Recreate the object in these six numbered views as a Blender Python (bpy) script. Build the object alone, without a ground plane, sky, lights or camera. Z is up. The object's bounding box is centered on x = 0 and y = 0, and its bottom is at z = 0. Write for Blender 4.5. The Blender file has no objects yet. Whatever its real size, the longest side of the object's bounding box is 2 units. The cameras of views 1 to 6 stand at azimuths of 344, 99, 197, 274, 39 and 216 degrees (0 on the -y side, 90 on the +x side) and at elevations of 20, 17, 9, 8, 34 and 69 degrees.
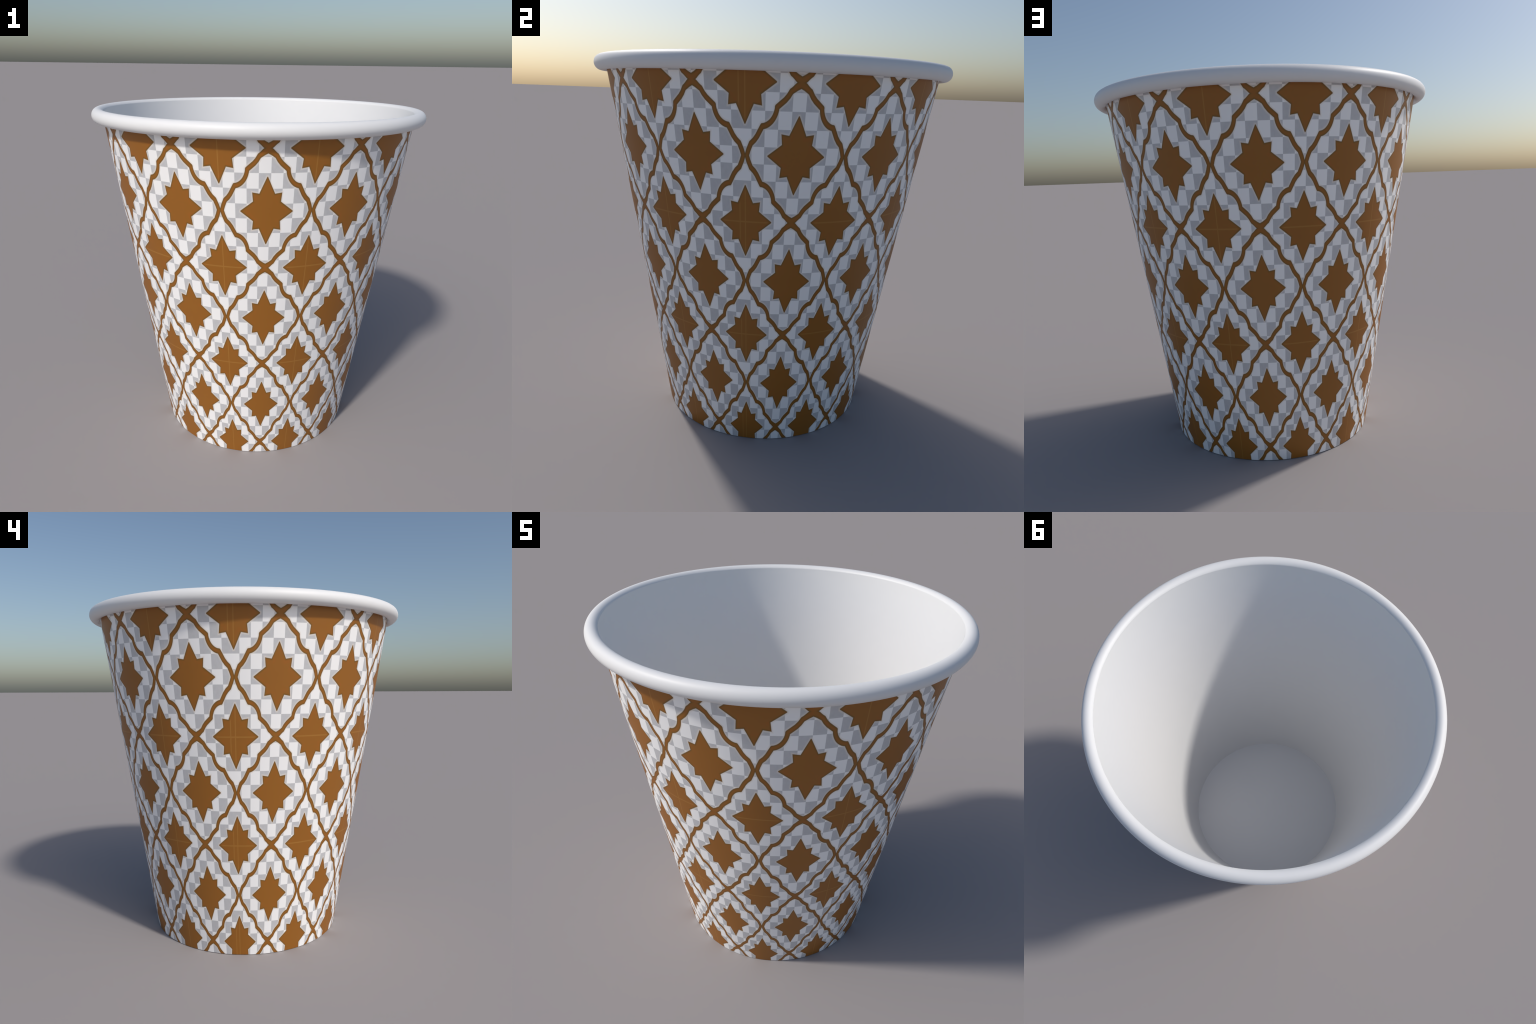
"""Paper coffee cup: tapered wall with a printed eight-pointed-star lattice,
rolled white rim, white lining and a recessed floor disc."""
import bpy, bmesh, math

SEGMENTS = 256

# ------------------------------------------------------------------ sizes (m)
OUTER_BASE_R = 0.5986          # outside wall radius at the foot
OUTER_SLOPE = 0.1503           # radius gained per metre of height
INNER_SLOPE = 0.1538
FLOOR_R, FLOOR_Z = 0.5920, 0.0690
RIM_R, RIM_Z = 0.9156, 1.9621  # centre of the rolled rim's cross-section
RIM_A, RIM_B = 0.0354, 0.0379  # half width and half height of that section


def outer_r(z):
    return OUTER_BASE_R + OUTER_SLOPE * z


def inner_r(z):
    return FLOOR_R + INNER_SLOPE * (z - FLOOR_Z)


# ------------------------------------------------------------------ node help
class Nodes:
    """Tiny helper to write node maths as expressions."""

    def __init__(self, name):
        self.mat = bpy.data.materials.new(name)
        self.mat.use_nodes = True
        self.tree = self.mat.node_tree
        self.tree.nodes.clear()

    def new(self, kind):
        return self.tree.nodes.new(kind)

    def put(self, socket, value):
        if isinstance(value, bpy.types.NodeSocket):
            self.tree.links.new(value, socket)
        else:
            socket.default_value = value

    def math(self, op, a, b=0.0, c=0.0, clamp=False):
        n = self.new("ShaderNodeMath")
        n.operation = op
        n.use_clamp = clamp
        for s, v in zip(n.inputs, (a, b, c)):
            self.put(s, v)
        return n.outputs[0]

    def add(self, a, b): return self.math("ADD", a, b)
    def sub(self, a, b): return self.math("SUBTRACT", a, b)
    def mul(self, a, b): return self.math("MULTIPLY", a, b)
    def lo(self, a, b): return self.math("MINIMUM", a, b)
    def hi(self, a, b): return self.math("MAXIMUM", a, b)
    def absolute(self, a): return self.math("ABSOLUTE", a)

    def ramp(self, x, x0, x1, y0=0.0, y1=1.0):
        n = self.new("ShaderNodeMapRange")
        n.interpolation_type = "SMOOTHSTEP"
        for s, v in zip(n.inputs[:5], (x, x0, x1, y0, y1)):
            self.put(s, v)
        return n.outputs[0]

    def mix(self, fac, a, b):
        n = self.new("ShaderNodeMix")
        n.data_type = "RGBA"
        self.put(n.inputs[0], fac)
        self.put(n.inputs[6], a)
        self.put(n.inputs[7], b)
        return n.outputs[2]

    def half_plane(self, x, y, p, q):
        """Signed distance to the line p-q, negative on its left side."""
        dx, dy = q[0] - p[0], q[1] - p[1]
        length = math.hypot(dx, dy)
        nx, ny = dy / length, -dx / length
        return self.math("MULTIPLY_ADD", x, nx,
                         self.math("MULTIPLY_ADD", y, ny, -(nx * p[0] + ny * p[1])))

    def segment(self, x, y, p, q):
        """Distance to the segment p-q."""
        dx, dy = q[0] - p[0], q[1] - p[1]
        l2 = dx * dx + dy * dy
        t = self.math("MULTIPLY_ADD", x, dx / l2,
                      self.math("MULTIPLY_ADD", y, dy / l2, -(p[0] * dx + p[1] * dy) / l2), clamp=True)
        ex = self.sub(x, self.math("MULTIPLY_ADD", t, dx, p[0]))
        ey = self.sub(y, self.math("MULTIPLY_ADD", t, dy, p[1]))
        return self.length(ex, ey)

    def length(self, x, y):
        return self.math("SQRT", self.add(self.mul(x, x), self.mul(y, y)))

    def finish(self, color, roughness=0.5, specular=0.5):
        b = self.new("ShaderNodeBsdfPrincipled")
        self.put(b.inputs["Base Color"], color)
        b.inputs["Roughness"].default_value = roughness
        b.inputs["Specular IOR Level"].default_value = specular
        o = self.new("ShaderNodeOutputMaterial")
        self.tree.links.new(b.outputs[0], o.inputs[0])
        return self.mat


# ------------------------------------------------------------------ materials
WHITE = (0.80, 0.80, 0.80, 1)


def plain_white(name, color=WHITE, roughness=0.5):
    """Coated white board with the faintest fibre mottling."""
    m = Nodes(name)
    tc = m.new("ShaderNodeTexCoord")
    nz = m.new("ShaderNodeTexNoise")
    m.tree.links.new(tc.outputs["Object"], nz.inputs["Vector"])
    nz.inputs["Scale"].default_value = 14.0
    nz.inputs["Detail"].default_value = 3.0
    dim = tuple(c * 0.985 for c in color[:3]) + (1,)
    return m.finish(m.mix(nz.outputs[0], dim, color), roughness)


# Pattern measured in checker cells: one cell is CELL_A degrees round the cup
# and CELL_Z metres up it; stars repeat every PERIOD cells both ways.
CELL_A, CELL_Z = 3.7077, 0.07428
PERIOD = 8.0915
HALF = PERIOD / 2
STAR_COLUMN = 1.75      # degrees, a column of creased stars
STAR_ROW = 1.2858       # metres, a row of creased stars
CHECK_TOP = 1.8470      # metres, a boundary between checker rows

PAPER = (0.975, 0.97, 0.965, 1)
GREY = (0.585, 0.585, 0.60, 1)
HALO = (0.86, 0.78, 0.69, 1)
BROWN = (0.312, 0.117, 0.0100, 1)
BROWN_EDGE = (0.165, 0.088, 0.009, 1)
BROWN_WARM = (0.360, 0.110, 0.008, 1)
BROWN_LINE = (0.520, 0.270, 0.060, 1)

# one eighth of the star: tip, notch, corner (the rest is mirrored)
STAR_TIP, STAR_NOTCH, STAR_CORNER = (2.33, 0.0), (1.19, 0.665), (1.265, 1.265)
# one eighth of the lattice band's centre line, from the crossing to the lobe
BAND = [(4.06, 0.13), (3.72, 0.265), (3.35, 0.465), (3.16, 0.72), (2.93, 0.935), (2.37, 1.315)]
LOBE_CENTRE, LOBE_R = 1.20, 1.180
BAND_HALF = 0.174
KNOT = 0.05             # how far the bands close up at a crossing


def printed_paper():
    m = Nodes("printed_star_lattice")
    tc = m.new("ShaderNodeTexCoord")
    sep = m.new("ShaderNodeSeparateXYZ")
    m.tree.links.new(tc.outputs["Object"], sep.inputs[0])
    px, py, pz = sep.outputs
    angle = m.mul(m.math("ARCTAN2", py, px), 180.0 / math.pi)

    # --- grey and white checks; the print repeats every half turn
    turn = m.math("FLOORED_MODULO", angle, 180.0)
    ca = m.math("DIVIDE", m.add(turn, 0.09), CELL_A)
    cz = m.math("DIVIDE", m.sub(CHECK_TOP, pz), CELL_Z)
    # soft-edged square wave in each direction, multiplied to give the checks
    def wave(c):
        tri = m.math("PINGPONG", m.add(c, 0.5), 1.0)          # 0.5 on a boundary
        return m.ramp(tri, 0.475, 0.525, -1.0, 1.0)
    parity = m.mul(wave(ca), wave(cz))
    white_check = m.ramp(parity, -0.9, 0.9)

    # --- fold the lattice into one eighth of a repeat
    u = m.math("PINGPONG", m.math("DIVIDE", m.sub(angle, STAR_COLUMN), CELL_A), HALF)
    v = m.math("PINGPONG", m.math("DIVIDE", m.sub(pz, STAR_ROW), CELL_Z), HALF)

    def star(a, b):
        x, y = m.hi(a, b), m.lo(a, b)
        d1 = m.half_plane(x, y, STAR_TIP, STAR_NOTCH)
        d2 = m.half_plane(x, y, STAR_NOTCH, STAR_CORNER)
        blunt = m.sub(x, STAR_TIP[0] - 0.05)
        return m.hi(m.lo(d1, d2), blunt)

    star_a = star(u, v)
    star_b = star(m.sub(HALF, u), m.sub(HALF, v))
    stars = m.lo(star_a, star_b)

    x, y = m.hi(u, v), m.lo(u, v)
    # bands cross fully beside the creased stars but only touch above them
    knot = m.mul(m.ramp(u, HALF - 0.75, HALF - 0.15, 0.0, KNOT), m.math("GREATER_THAN", u, v))
    y = m.add(y, knot)
    band = None
    for p, q in zip(BAND[:-1], BAND[1:]):
        d = m.segment(x, y, p, q)
        band = d if band is None else m.lo(band, d)
    lx, ly = m.sub(x, LOBE_CENTRE), m.sub(y, LOBE_CENTRE)
    lobe = m.absolute(m.sub(m.length(lx, ly), LOBE_R))
    # the lobe arc counts only beyond the corner where it meets the band
    lobe = m.add(lobe, m.mul(m.math("LESS_THAN", ly, 0.115), 10.0))
    band = m.sub(m.lo(band, lobe), BAND_HALF)
    band = m.sub(band, knot)
    ink_d = m.lo(stars, band)

    # --- ink colour: flat brown, darker at its edge, warmer mottling
    noise_v = m.new("ShaderNodeCombineXYZ")
    m.put(noise_v.inputs[0], m.mul(turn, 1.0 / CELL_A))
    m.put(noise_v.inputs[1], cz)
    def noise(scale, detail=1.0):
        n = m.new("ShaderNodeTexNoise")
        n.noise_dimensions = "2D"
        m.tree.links.new(noise_v.outputs[0], n.inputs["Vector"])
        n.inputs["Scale"].default_value = scale
        n.inputs["Detail"].default_value = detail
        return n
    blot = noise(2.6)
    near_edge = m.ramp(ink_d, -0.55, -0.12)
    warm = m.mul(m.ramp(blot.outputs[0], 0.48, 0.66), m.mul(near_edge, 0.55))
    ink = m.mix(warm, BROWN, BROWN_WARM)
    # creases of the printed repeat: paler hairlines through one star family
    def line(d, half):
        return m.ramp(d, half * 0.35, half, 1.0, 0.0)
    cols = None
    for c in (0.0, 1.75, 61.75, 91.75, 151.75, 180.0):
        d = m.absolute(m.sub(turn, c))
        cols = d if cols is None else m.lo(cols, d)
    rows = None
    for z in (1.2845, 0.6835):
        d = m.absolute(m.sub(pz, z))
        rows = d if rows is None else m.lo(rows, d)
    crease = m.hi(line(cols, 0.25), line(rows, 0.0050))
    crease = m.mul(crease, m.ramp(star_a, -0.10, -0.25))
    ink = m.mix(m.mul(crease, 0.30), ink, BROWN_LINE)
    ink = m.mix(m.mul(m.ramp(ink_d, -0.15, -0.02), 0.85), ink, BROWN_EDGE)

    # --- paper colour with a pale fringe round the ink
    fibre = noise(3.2, 2.0)
    tint = m.new("ShaderNodeHueSaturation")
    tint.inputs["Saturation"].default_value = 0.22
    tint.inputs["Value"].default_value = 1.0
    m.tree.links.new(fibre.outputs["Color"], tint.inputs["Color"])
    grey = m.mix(0.10, GREY, tint.outputs[0])
    paper = m.mix(white_check, grey, PAPER)
    fringe = m.ramp(ink_d, 0.16, 0.03)
    paper = m.mix(m.mul(fringe, 0.6), paper, HALO)

    color = m.mix(m.ramp(ink_d, -0.025, 0.03), ink, paper)
    return m.finish(color, 0.5)


# ------------------------------------------------------------------ geometry
def revolve(name, profile, materials, slot_of, closed=True):
    """Spin (radius, height) points about z. slot_of(i) gives the material of
    the band between point i and i+1."""
    bm = bmesh.new()
    rings = []
    for r, z in profile:
        if r < 1e-6:
            rings.append([bm.verts.new((0, 0, z))])
        else:
            rings.append([bm.verts.new((r * math.cos(2 * math.pi * k / SEGMENTS),
                                        r * math.sin(2 * math.pi * k / SEGMENTS), z))
                          for k in range(SEGMENTS)])
    n = len(rings)
    for i in range(n if closed else n - 1):
        a, b = rings[i], rings[(i + 1) % n]
        if len(a) == 1 and len(b) == 1:
            continue
        for k in range(SEGMENTS):
            k2 = (k + 1) % SEGMENTS
            if len(a) == 1:
                f = bm.faces.new((a[0], b[k2], b[k]))
            elif len(b) == 1:
                f = bm.faces.new((a[k], a[k2], b[0]))
            else:
                f = bm.faces.new((a[k], a[k2], b[k2], b[k]))
            f.material_index = slot_of(i)
            f.smooth = True
    bmesh.ops.recalc_face_normals(bm, faces=bm.faces)
    limit = math.radians(32)
    for e in bm.edges:
        if len(e.link_faces) == 2 and e.calc_face_angle(0.0) > limit:
            e.smooth = False
    me = bpy.data.meshes.new(name)
    bm.to_mesh(me)
    bm.free()
    for mat in materials:
        me.materials.append(mat)
    ob = bpy.data.objects.new(name, me)
    bpy.context.scene.collection.objects.link(ob)
    return ob


def build():
    cup = bpy.data.objects.new("paper_cup", None)
    bpy.context.scene.collection.objects.link(cup)
    cup["label"] = "tapered paper coffee cup with brown star lattice print"
    cup["category"] = "paper cup"

    print_mat = printed_paper()
    white = plain_white("white_board")

    # wall: printed outside, turned-in foot
    top_z = 1.945
    heights = [top_z * i / 24 for i in range(25)]
    wall_profile = [(outer_r(z), z) for z in heights]
    n_out = len(wall_profile)
    wall_profile += [(inner_r(top_z) + 0.004, top_z), (inner_r(0.0) + 0.002, 0.0)]
    wall = revolve("printed_wall", wall_profile, [print_mat, white],
                   lambda i: 0 if i < n_out - 1 else 1)

    # lining: the white inside face of the cup
    lining_top = 1.9836
    hs = [FLOOR_Z + (lining_top - FLOOR_Z) * i / 20 for i in range(21)]
    lining_profile = [(inner_r(z), z) for z in hs]
    lining_profile += [(inner_r(lining_top) + 0.003, lining_top - 0.0005),
                       (inner_r(1.95) + 0.0035, 1.95),
                       (inner_r(FLOOR_Z) + 0.0035, FLOOR_Z)]
    lining = revolve("inner_lining", lining_profile, [white], lambda i: 0)

    # floor: a disc set up inside the foot
    floor_profile = [(0.0, FLOOR_Z), (FLOOR_R + 0.002, FLOOR_Z),
                     (FLOOR_R + 0.002, FLOOR_Z - 0.012), (0.0, FLOOR_Z - 0.012)]
    floor = revolve("cup_floor", floor_profile, [white], lambda i: 0, closed=False)

    # rim: board rolled outward into a tube
    steps = 96
    rim_profile = []
    for i in range(steps):
        c, s = math.cos(2 * math.pi * i / steps), math.sin(2 * math.pi * i / steps)
        b = RIM_B if s > 0 else RIM_B - 0.0012
        z = RIM_Z + b * s
        # the roll starts from the wall: its inner side never passes the lining
        rim_profile.append((max(RIM_R + RIM_A * c, inner_r(z) + 0.0008), z))
    rim = revolve("rolled_rim", rim_profile, [white], lambda i: 0)

    for part in (wall, lining, floor, rim):
        part.parent = cup


build()
